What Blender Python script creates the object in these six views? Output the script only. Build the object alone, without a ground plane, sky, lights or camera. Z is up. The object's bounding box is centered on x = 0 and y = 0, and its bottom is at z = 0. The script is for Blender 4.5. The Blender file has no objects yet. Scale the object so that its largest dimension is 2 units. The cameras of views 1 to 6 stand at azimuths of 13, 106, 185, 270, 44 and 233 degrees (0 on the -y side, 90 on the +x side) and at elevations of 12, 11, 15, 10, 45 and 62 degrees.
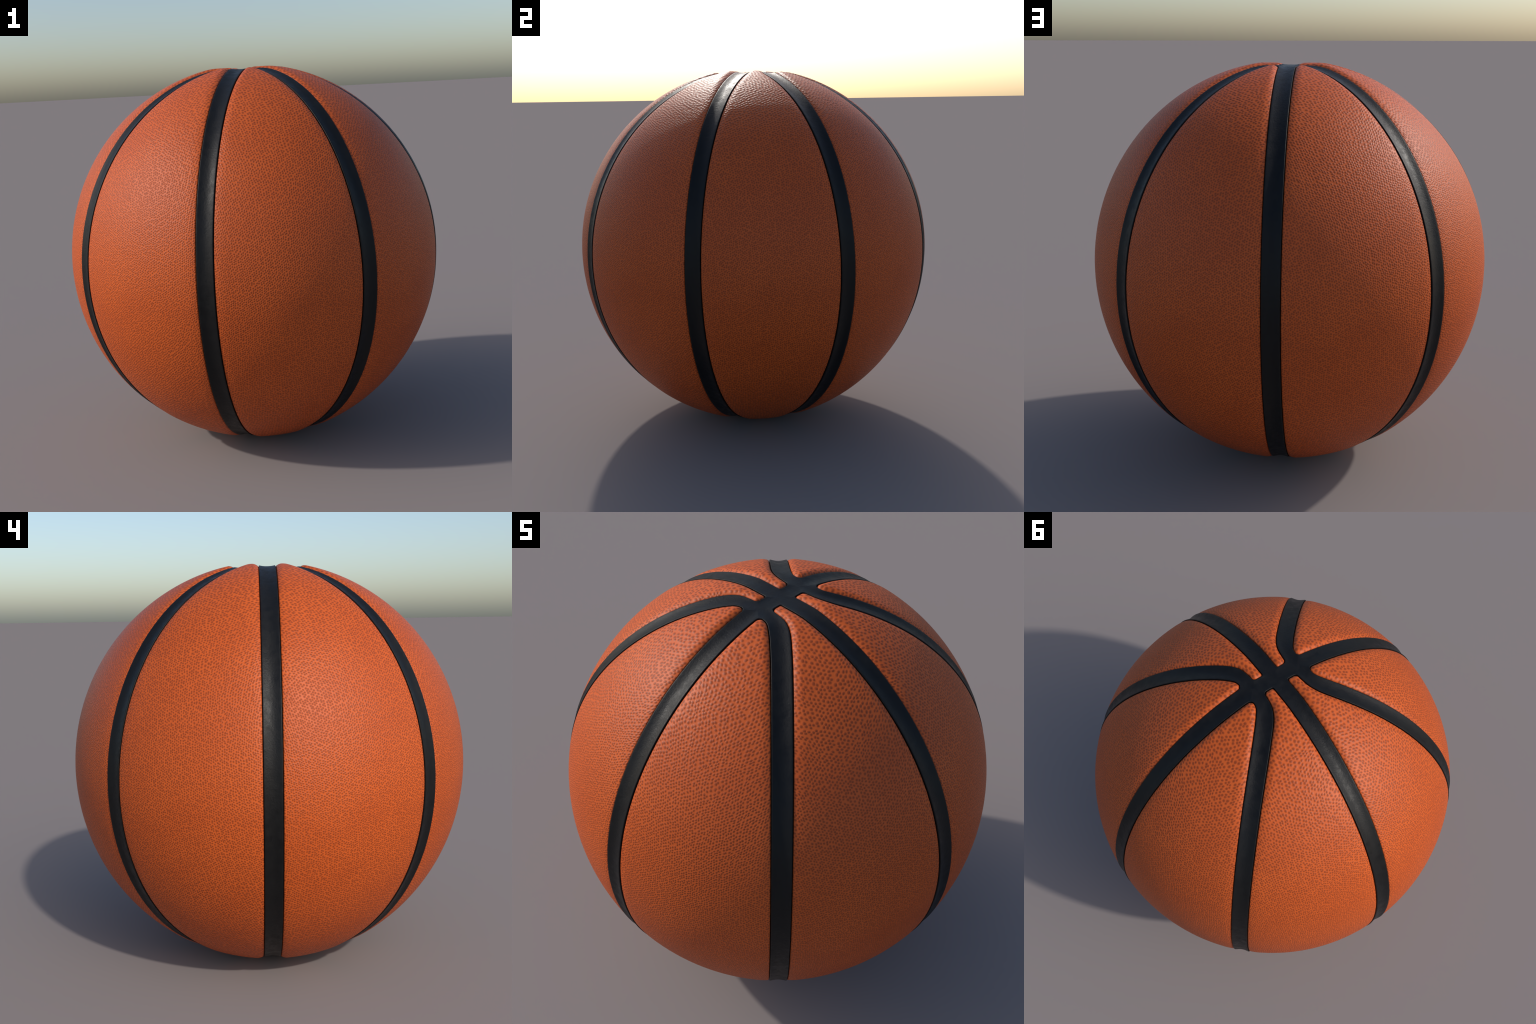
"""A basketball: eight pebbled leather panels laid over a recessed black rubber channel.

The seam layout has three mirror planes, so one eighth is described and mirrored:
  cross arm      - meridian on the +x axis running up to the pole
  bar            - short straight piece from the pole to a node on the y axis
  straight arm   - meridian on the +y axis running up to the node
  curved arm     - leaves the node sideways and bends onto the 45 degree meridian
"""
import bpy, bmesh, math
import numpy as np
from mathutils import Matrix

CENTRE_Z = 1.0
NODE = 0.127            # angle from pole to the node where the curved arms start
STRIP_HALF = 0.0398     # half width of the black channel
PANEL_HALF = 0.0430     # where the leather starts (leaves a thin dark gap)


# ------------------------------------------------------------------ body form
def leather_radius(s):          # s = |sin(latitude)|; the ball is a touch taller than wide
    r = 0.9920 + 0.0190 * s ** 2 + 0.0062 * s ** 8
    cap = 1.0005 / np.maximum(s, 0.5)                   # the crown flattens softly at full height
    return -np.log(np.exp(-400 * r) + np.exp(-400 * cap)) / 400


def strip_radius(s):            # rim of the channel: flush at the equator, sunk at the poles
    r = 0.9930 + 0.0195 * s ** 2 - 0.0072 * s ** 4
    cap = 0.9928 / np.maximum(s, 0.5)
    return -np.log(np.exp(-400 * r) + np.exp(-400 * cap)) / 400


def unit(v):
    return v / np.linalg.norm(v, axis=-1, keepdims=True)


def from_plane(p):              # azimuthal plane around the pole -> unit sphere
    p = np.atleast_2d(np.asarray(p, float))
    th = np.hypot(p[:, 0], p[:, 1])
    k = np.where(th > 1e-9, np.sin(th) / np.maximum(th, 1e-9), 1.0)
    return np.c_[p[:, 0] * k, p[:, 1] * k, np.cos(th)]


# ------------------------------------------------------------- seam centre lines
def spaced(length, fine=0.004, near=0.34, coarse=0.018, start=0.0):
    """stations from start to length: fine near the hub, coarser towards the equator"""
    a = np.arange(start, near, fine)
    n = max(2, int((length - near) / coarse))
    return np.r_[a, np.linspace(near, length, n)]


def catmull(pts, n=14):
    p = np.asarray(pts, float)
    p = np.vstack([2 * p[0] - p[1], p, 2 * p[-1] - p[-2]])
    out = []
    for i in range(1, len(p) - 2):
        t = np.linspace(0, 1, n, endpoint=False)[:, None]
        a, b, c, d = p[i - 1:i + 3]
        out.append(0.5 * (2 * b + (c - a) * t + (2 * a - 5 * b + 4 * c - d) * t ** 2
                          + (3 * b - a - 3 * c + d) * t ** 3))
    return np.vstack(out + [p[-2:-1]])


def resample(poly, s):
    L = np.r_[0, np.cumsum(np.linalg.norm(np.diff(poly, axis=0), axis=1))]
    return np.c_[[np.interp(s, L, poly[:, k]) for k in range(poly.shape[1])]].T, L[-1]


def curved_arm_plane():
    bend = [(0, NODE), (0.040, 0.1275), (0.075, 0.1295), (0.109, 0.138), (0.141, 0.156),
            (0.174, 0.1815), (0.215, 0.219), (0.27, 0.271), (0.34, 0.340)]
    c = catmull(bend)
    e = math.pi / 2 * math.sqrt(0.5)
    tail = np.linspace(0.35, e, 120)
    return np.vstack([c, np.c_[tail, tail]])


HALF_PI = math.pi / 2
cross = from_plane(np.c_[spaced(HALF_PI), np.zeros(len(spaced(HALF_PI)))])           # pole -> equator
bar = from_plane(np.c_[np.zeros(33), np.linspace(0, NODE, 33)])                      # pole -> node
_s = NODE + spaced(HALF_PI - NODE)
straight = from_plane(np.c_[np.zeros(len(_s)), _s])                                  # node -> equator
_c = curved_arm_plane()
_len = resample(_c, np.array([0.0]))[1]
curved = from_plane(resample(_c, spaced(_len))[0])                                   # node -> equator
curved[-1] = (math.sqrt(0.5), math.sqrt(0.5), 0.0)


# ------------------------------------------------------------------ seam edges
def tangents(m):
    t = np.gradient(m, axis=0)
    t[0], t[-1] = m[1] - m[0], m[-1] - m[-2]
    return unit(t - m * np.sum(t * m, axis=1, keepdims=True))


def edge_path(edges, side, half, fillets):
    """Offset the chain of centre lines to one side by `half`, rounding each corner.
    Returns matching arrays (centre point, edge point)."""
    raw = []
    for m in edges:
        n = side * np.cross(tangents(m), m)      # right of travel
        h = np.full((len(m), 1), half)
        if m is curved:                          # the channel narrows through the bend
            along = np.r_[0, np.cumsum(np.linalg.norm(np.diff(m, axis=0), axis=1))]
            h[:, 0] *= 1 - 0.19 * np.exp(-((along - 0.072) / 0.055) ** 2)
        raw.append(unit(m * np.cos(h) + n * np.sin(h)))
    arcs = [np.r_[0, np.cumsum(np.linalg.norm(np.diff(m, axis=0), axis=1))] for m in edges]
    rail = [r.copy() for r in raw]
    for k, rf in enumerate(fillets):             # corner between edge k and k+1
        t1, t2 = tangents(edges[k])[-1], tangents(edges[k + 1])[0]
        c = edges[k][-1]
        n1, n2 = side * np.cross(t1, c), side * np.cross(t2, c)
        mitre = unit(c + half * (n1 + n2) / (1 + n1 @ n2))
        reach = abs((mitre - c) @ t1) + rf
        a1 = arcs[k][-1] - arcs[k]
        a2 = arcs[k + 1]
        p1 = np.array([np.interp(reach, a1[::-1], raw[k][::-1, i]) for i in range(3)])
        p2 = np.array([np.interp(reach, a2, raw[k + 1][:, i]) for i in range(3)])
        bez = lambda u: unit((1 - u) ** 2 * p1 + 2 * u * (1 - u) * mitre + u ** 2 * p2)
        for arr, a, sgn in ((rail[k], a1, -1), (rail[k + 1], a2, 1)):
            w = a < reach
            u = 0.5 + sgn * 0.5 * a[w] / reach
            arr[w] = bez(u[:, None])
    mids = [edges[0]] + [m[1:] for m in edges[1:]]
    rails = [rail[0]] + [r[1:] for r in rail[1:]]
    return np.vstack(mids), np.vstack(rails), [len(m) for m in mids]


SIDE_CHAIN = [cross[::-1], bar, curved]          # borders the side panel (0..45 degrees)
END_CHAIN = [straight[::-1], curved]             # borders the end panel (45..90 degrees)


def side_edges(half):
    return edge_path(SIDE_CHAIN, 1, half, (0.012, 0.012))


def end_edges(half):
    return edge_path(END_CHAIN, -1, half, (0.018,))


# --------------------------------------------------------------------- panels
ROWS = 150
NEAR = np.array([0, .0008, .0018, .0032, .005, .0075, .011, .015, .0195, .0245, .03, .036, .043, .051, .060, .070])
INNER = 14


def columns(width):
    k = min(1.0, width / 0.22)
    left = NEAR * k
    mid = np.linspace(left[-1], width - left[-1], INNER + 2)[1:-1]
    return np.r_[left, mid, width - left[::-1]] / width


def distance_to(pts, poly):
    out = np.empty(len(pts))
    a, b = poly[:-1], poly[1:]
    ab = b - a
    l2 = np.maximum(np.sum(ab * ab, axis=1), 1e-14)
    for i in range(0, len(pts), 2000):
        p = pts[i:i + 2000, None, :]
        t = np.clip(np.sum((p - a) * ab, axis=2) / l2, 0, 1)
        out[i:i + 2000] = np.min(np.linalg.norm(p - a - t[..., None] * ab, axis=2), axis=1)
    return out


def leather_height(p, dist, tighten):
    s = np.abs(p[:, 2])
    base = leather_radius(s)
    depth = base - strip_radius(s) + 0.0035
    width = 0.042 - tighten * s ** 6               # the roll-off tightens towards the panel tips
    roll = np.clip(1 - dist / width, 0, 1) ** 2
    lip = np.clip(1 - dist / 0.004, 0, 1) ** 2 * 0.0025
    return base - depth * roll - lip


def panel_points(rail, tip, tighten):
    """rows of points between the two edges of the upper half of a panel"""
    t = 1 - (1 - np.linspace(0, 1, ROWS)) ** 1.5
    lines = []
    for r in (rail[:tip + 1], rail[tip:][::-1]):
        _, L = resample(r, np.array([0.0]))
        lines.append(unit(resample(r, t * L)[0]))
    a, b = lines
    grid = []
    for pa, pb in zip(a, b):
        w = math.acos(np.clip(pa @ pb, -1, 1))
        if w < 1e-6:
            grid.append(np.repeat(pa[None], 2 * len(NEAR) + INNER, axis=0))
            continue
        f = columns(w)[:, None]
        grid.append((np.sin((1 - f) * w) * pa + np.sin(f * w) * pb) / math.sin(w))
    g = np.array(grid)
    flat = g.reshape(-1, 3)
    da = distance_to(flat, rail[:tip + 1][::1])
    db = distance_to(flat, rail[tip:])
    da, db = np.maximum(da, 1e-6), np.maximum(db, 1e-6)
    d = (da ** -6 + db ** -6) ** (-1 / 6)
    return flat, leather_height(flat, d, tighten), g.shape[:2]


def build_panel(name, rail, tip, tighten, azimuth, mirrored):
    flat, rad, (nr, nc) = panel_points(rail, tip, tighten)
    up = flat * rad[:, None]
    # full panel: lower half is the mirror image, sharing the equator row
    down = up.reshape(nr, nc, 3)[1:] * (1, 1, -1)
    pts = np.vstack([down[::-1].reshape(-1, 3), up])
    if mirrored:
        pts = pts * (-1, 1, 1)
        azimuth = math.pi - azimuth
    c, s = math.cos(-azimuth), math.sin(-azimuth)
    pts = pts @ np.array([[c, -s, 0], [s, c, 0], [0, 0, 1]]).T
    n = 2 * nr - 1
    bm = bmesh.new()
    vs = [bm.verts.new(p) for p in pts]
    for i in range(n - 1):
        for j in range(nc - 1):
            bm.faces.new((vs[i * nc + j], vs[i * nc + j + 1], vs[(i + 1) * nc + j + 1], vs[(i + 1) * nc + j]))
    bmesh.ops.remove_doubles(bm, verts=bm.verts, dist=2e-5)
    bmesh.ops.dissolve_degenerate(bm, dist=1e-6, edges=bm.edges)
    # thickness: turn the border straight down and close the back with a thin inner skin
    border = [e for e in bm.edges if e.is_boundary]
    for e in border:
        e.smooth = False
    ext = bmesh.ops.extrude_edge_only(bm, edges=border)
    for v in [v for v in ext["geom"] if isinstance(v, bmesh.types.BMVert)]:
        v.co = v.co.normalized() * (v.co.length - 0.03)
    bmesh.ops.recalc_face_normals(bm, faces=bm.faces)
    big = max(bm.faces, key=lambda f: f.calc_area())
    if big.normal.dot(big.calc_center_median()) < 0:
        bmesh.ops.reverse_faces(bm, faces=bm.faces)
    for f in bm.faces:
        f.smooth = True
    me = bpy.data.meshes.new(name)
    bm.to_mesh(me)
    bm.free()
    return me, azimuth


# -------------------------------------------------------------------- channel
PROFILE = [(0.0, -0.0065), (0.18, -0.0062), (0.36, -0.0053), (0.54, -0.0039), (0.70, -0.0023), (0.82, -0.0010),
           (0.895, -0.0003), (0.945, 0.0), (0.975, -0.0005), (0.992, -0.0016), (1.0, -0.0032),
           (1.0, -0.012), (1.06, -0.0135), (1.25, -0.014)]


def build_channel(name):
    bm = bmesh.new()
    for mid, rail, counts in (side_edges(STRIP_HALF), end_edges(STRIP_HALF)):
        ring = []
        for f, h in PROFILE:
            p = unit(mid * (1 - f) + rail * f)
            # the hollow of the channel flattens out where the arms meet
            meet = np.clip((np.arccos(np.clip(mid[:, 2], -1, 1)) - 0.09) / 0.10, 0, 1)
            meet = meet * meet * (3 - 2 * meet)
            level = h if f > 0.85 else h * meet + (-0.0010 - 0.0016 * math.sin(HALF_PI * min(1, (0.85 - f) / 0.6))) * (1 - meet)
            r = strip_radius(np.abs(p[:, 2])) + level
            ring.append(p * r[:, None])
        ring = np.array(ring)
        for sx in (1, -1):
            for sy in (1, -1):
                for sz in (1, -1):
                    q = ring * (sx, sy, sz)
                    vs = [[bm.verts.new(p) for p in row] for row in q]
                    for i in range(len(vs) - 1):
                        for j in range(q.shape[1] - 1):
                            bm.faces.new((vs[i][j], vs[i][j + 1], vs[i + 1][j + 1], vs[i + 1][j]))
    bmesh.ops.remove_doubles(bm, verts=bm.verts, dist=3e-5)
    bmesh.ops.dissolve_degenerate(bm, dist=1e-6, edges=bm.edges)
    bmesh.ops.recalc_face_normals(bm, faces=bm.faces)
    big = max(bm.faces, key=lambda f: f.calc_area())
    if big.normal.dot(big.calc_center_median()) < 0:
        bmesh.ops.reverse_faces(bm, faces=bm.faces)
    for f in bm.faces:
        f.smooth = True
    for e in bm.edges:
        if len(e.link_faces) == 2 and e.calc_face_angle(0) > math.radians(50):
            e.smooth = False
    me = bpy.data.meshes.new(name)
    bm.to_mesh(me)
    bm.free()
    return me


# ------------------------------------------------------------------ materials
class Nodes:
    def __init__(self, name):
        self.mat = bpy.data.materials.new(name)
        self.mat.use_nodes = True
        self.nt = self.mat.node_tree
        self.bsdf = self.nt.nodes["Principled BSDF"]

    def add(self, kind, **props):
        n = self.nt.nodes.new(kind)
        for k, v in props.items():
            setattr(n, k, v)
        return n

    def link(self, a, b):
        self.nt.links.new(a, b)

    def math(self, op, a, b=None, c=None):
        n = self.add("ShaderNodeMath", operation=op)
        for i, v in enumerate((a, b, c)):
            if v is None:
                continue
            if isinstance(v, (int, float)):
                n.inputs[i].default_value = v
            else:
                self.link(v, n.inputs[i])
        return n.outputs[0]

    def ramp(self, fac, stops, interp="EASE"):
        n = self.add("ShaderNodeValToRGB")
        n.color_ramp.interpolation = interp
        els = n.color_ramp.elements
        while len(els) < len(stops):
            els.new(0.5)
        for e, (p, c) in zip(els, stops):
            e.position = p
            e.color = (*c, 1) if len(c) == 3 else c
        self.link(fac, n.inputs[0])
        return n.outputs[0]

    def noise(self, vec, scale, detail=3.0, rough=0.5):
        n = self.add("ShaderNodeTexNoise")
        n.inputs["Scale"].default_value = scale
        n.inputs["Detail"].default_value = detail
        n.inputs["Roughness"].default_value = rough
        self.link(vec, n.inputs["Vector"])
        return n

    def mix(self, fac, a, b, blend="MIX"):
        n = self.add("ShaderNodeMix", data_type="RGBA", blend_type=blend)
        for sock, v in ((n.inputs[0], fac), (n.inputs[6], a), (n.inputs[7], b)):
            if isinstance(v, (int, float)):
                sock.default_value = v
            elif isinstance(v, tuple):
                sock.default_value = (*v, 1)
            else:
                self.link(v, sock)
        return n.outputs[2]


ORANGE = (0.585, 0.102, 0.015)
PEBBLE = (0.265, 0.045, 0.008)
PEBBLE_A, PEBBLE_B = 67.0, 22.0      # pebbles per unit length: finer at mid height, coarser at the ends


def pebble_distance(g, vec, offset):
    """distance to the pebble in this cell of a 1 x 1.732 brick lattice (two of them interleave)"""
    def vmath(op, *args):
        n = g.add("ShaderNodeVectorMath", operation=op)
        for i, v in enumerate(args):
            if isinstance(v, tuple):
                n.inputs[i].default_value = v
            else:
                g.link(v, n.inputs[i])
        return n
    q = vmath("MULTIPLY_ADD", vec, (1.0, 1 / 1.732, 0), (*offset, 0)).outputs[0]
    cell = vmath("FLOOR", q).outputs[0]
    part = vmath("FRACTION", q).outputs[0]
    wn = g.add("ShaderNodeTexWhiteNoise", noise_dimensions="2D")
    g.link(cell, wn.inputs["Vector"])
    shift = vmath("MULTIPLY_ADD", wn.outputs["Color"], (0.42, 0.25, 0), (-0.5 - 0.21, -0.5 - 0.125, 0)).outputs[0]
    delta = vmath("ADD", part, shift).outputs[0]
    dist = vmath("LENGTH", vmath("MULTIPLY", delta, (1.0, 1.732, 0)).outputs[0]).outputs["Value"]
    return g.math("MULTIPLY", dist, g.math("MULTIPLY_ADD", wn.outputs["Value"], 0.22, 0.86))


def leather_material():
    g = Nodes("pebbled_leather")
    tc = g.add("ShaderNodeTexCoord").outputs["Object"]
    sep = g.add("ShaderNodeSeparateXYZ")
    nrm = g.add("ShaderNodeVectorMath", operation="NORMALIZE")
    g.link(tc, nrm.inputs[0])
    g.link(nrm.outputs[0], sep.inputs[0])
    x, y, z = sep.outputs
    lat = g.math("ARCSINE", z)
    lon = g.math("ARCTAN2", y, x)
    cosl = g.math("COSINE", lat)
    two = g.math("MULTIPLY", lat, 2.0)
    k = g.math("MULTIPLY_ADD", g.math("COSINE", two), PEBBLE_B, PEBBLE_A)
    u = g.math("MULTIPLY", g.math("MULTIPLY", lon, cosl), k)
    v = g.math("ADD", g.math("MULTIPLY", lat, PEBBLE_A), g.math("MULTIPLY", g.math("SINE", two), PEBBLE_B / 2))
    rnd = g.add("ShaderNodeObjectInfo").outputs["Random"]
    v = g.math("MULTIPLY_ADD", rnd, 517.3, v)
    uv = g.add("ShaderNodeCombineXYZ")
    turn = 0.42                                  # pebble rows run at a slant
    g.link(g.math("SUBTRACT", g.math("MULTIPLY", u, math.cos(turn)), g.math("MULTIPLY", v, math.sin(turn))), uv.inputs[0])
    g.link(g.math("ADD", g.math("MULTIPLY", u, math.sin(turn)), g.math("MULTIPLY", v, math.cos(turn))), uv.inputs[1])
    # gentle wandering bends the pebble rows
    wob = g.noise(uv.outputs[0], 0.13, 2.0)
    wv = g.add("ShaderNodeVectorMath", operation="MULTIPLY_ADD")
    g.link(wob.outputs["Color"], wv.inputs[0])
    wv.inputs[1].default_value = (1.9, 1.9, 0)
    g.link(uv.outputs[0], wv.inputs[2])
    d = g.math("MINIMUM", pebble_distance(g, wv.outputs[0], (0.0, 0.0)),
               pebble_distance(g, wv.outputs[0], (0.5 + 211, 0.5 + 97)))
    dot = g.ramp(d, [(0.12, (1, 1, 1)), (0.50, (0, 0, 0))])
    broad = g.noise(tc, 5.0, 4.0, 0.6).outputs[0]
    fine = g.noise(uv.outputs[0], 0.8, 3.0, 0.6).outputs[0]
    base = g.mix(g.ramp(broad, [(0.35, (0, 0, 0)), (0.7, (1, 1, 1))]), ORANGE,
                 tuple(c * f for c, f in zip(ORANGE, (0.92, 0.88, 0.85))))
    strength = g.math("MULTIPLY", dot, g.math("MULTIPLY_ADD", fine, 0.5, 0.66))
    col = g.mix(strength, base, PEBBLE)
    g.link(col, g.bsdf.inputs["Base Color"])
    g.bsdf.inputs["Roughness"].default_value = 0.50
    g.bsdf.inputs["Specular IOR Level"].default_value = 0.31
    height = g.ramp(d, [(0.0, (1, 1, 1)), (0.52, (0, 0, 0))])
    bump = g.add("ShaderNodeBump")
    bump.inputs["Strength"].default_value = 0.34
    bump.inputs["Distance"].default_value = 0.004
    g.link(height, bump.inputs["Height"])
    g.link(bump.outputs[0], g.bsdf.inputs["Normal"])
    return g.mat


def rubber_material():
    g = Nodes("black_rubber")
    tc = g.add("ShaderNodeTexCoord").outputs["Object"]
    big = g.noise(tc, 26.0, 6.0, 0.7).outputs[0]
    small = g.noise(tc, 120.0, 4.0, 0.65).outputs[0]
    col = g.mix(g.ramp(big, [(0.35, (0, 0, 0)), (0.7, (1, 1, 1))]), (0.0052, 0.0054, 0.0058), (0.0075, 0.0076, 0.0078))
    g.link(col, g.bsdf.inputs["Base Color"])
    rough = g.math("ADD", g.math("MULTIPLY_ADD", big, 0.60, 0.11), g.math("MULTIPLY", small, 0.10))
    g.link(rough, g.bsdf.inputs["Roughness"])
    g.bsdf.inputs["Specular IOR Level"].default_value = 0.23
    bump = g.add("ShaderNodeBump")
    bump.inputs["Strength"].default_value = 0.35
    bump.inputs["Distance"].default_value = 0.0025
    g.link(g.math("ADD", small, g.math("MULTIPLY", big, 1.5)), bump.inputs["Height"])
    g.link(bump.outputs[0], g.bsdf.inputs["Normal"])
    return g.mat


# ------------------------------------------------------------------- assembly
def main():
    leather, rubber = leather_material(), rubber_material()
    ball = bpy.data.objects.new("basketball", None)
    ball["label"] = "orange pebbled basketball with black rubber seams"
    ball["category"] = "basketball"
    bpy.context.collection.objects.link(ball)

    def place(name, me, turn):
        ob = bpy.data.objects.new(name, me)
        bpy.context.collection.objects.link(ob)
        ob.parent = ball
        ob.location = (0, 0, CENTRE_Z)
        ob.rotation_euler = (0, 0, turn)
        return ob

    ch = build_channel("rubber_seam")
    ch.materials.append(rubber)
    place("rubber_seam", ch, 0.0)

    _, rail_side, cs = side_edges(PANEL_HALF)
    _, rail_end, ce = end_edges(PANEL_HALF)
    kinds = ((rail_side, cs[0] + cs[1] // 2 - 1, 0.013, math.radians(22.5)),
             (rail_end, ce[0] - 1, 0.018, math.radians(67.5)))
    for rail, tip, tighten, az in kinds:
        for mirrored in (False, True):
            me, a = build_panel("leather_panel", rail, tip, tighten, az, mirrored)
            me.materials.append(leather)
            for half_turn in (0.0, math.pi):
                place("leather_panel", me, a + half_turn)


main()
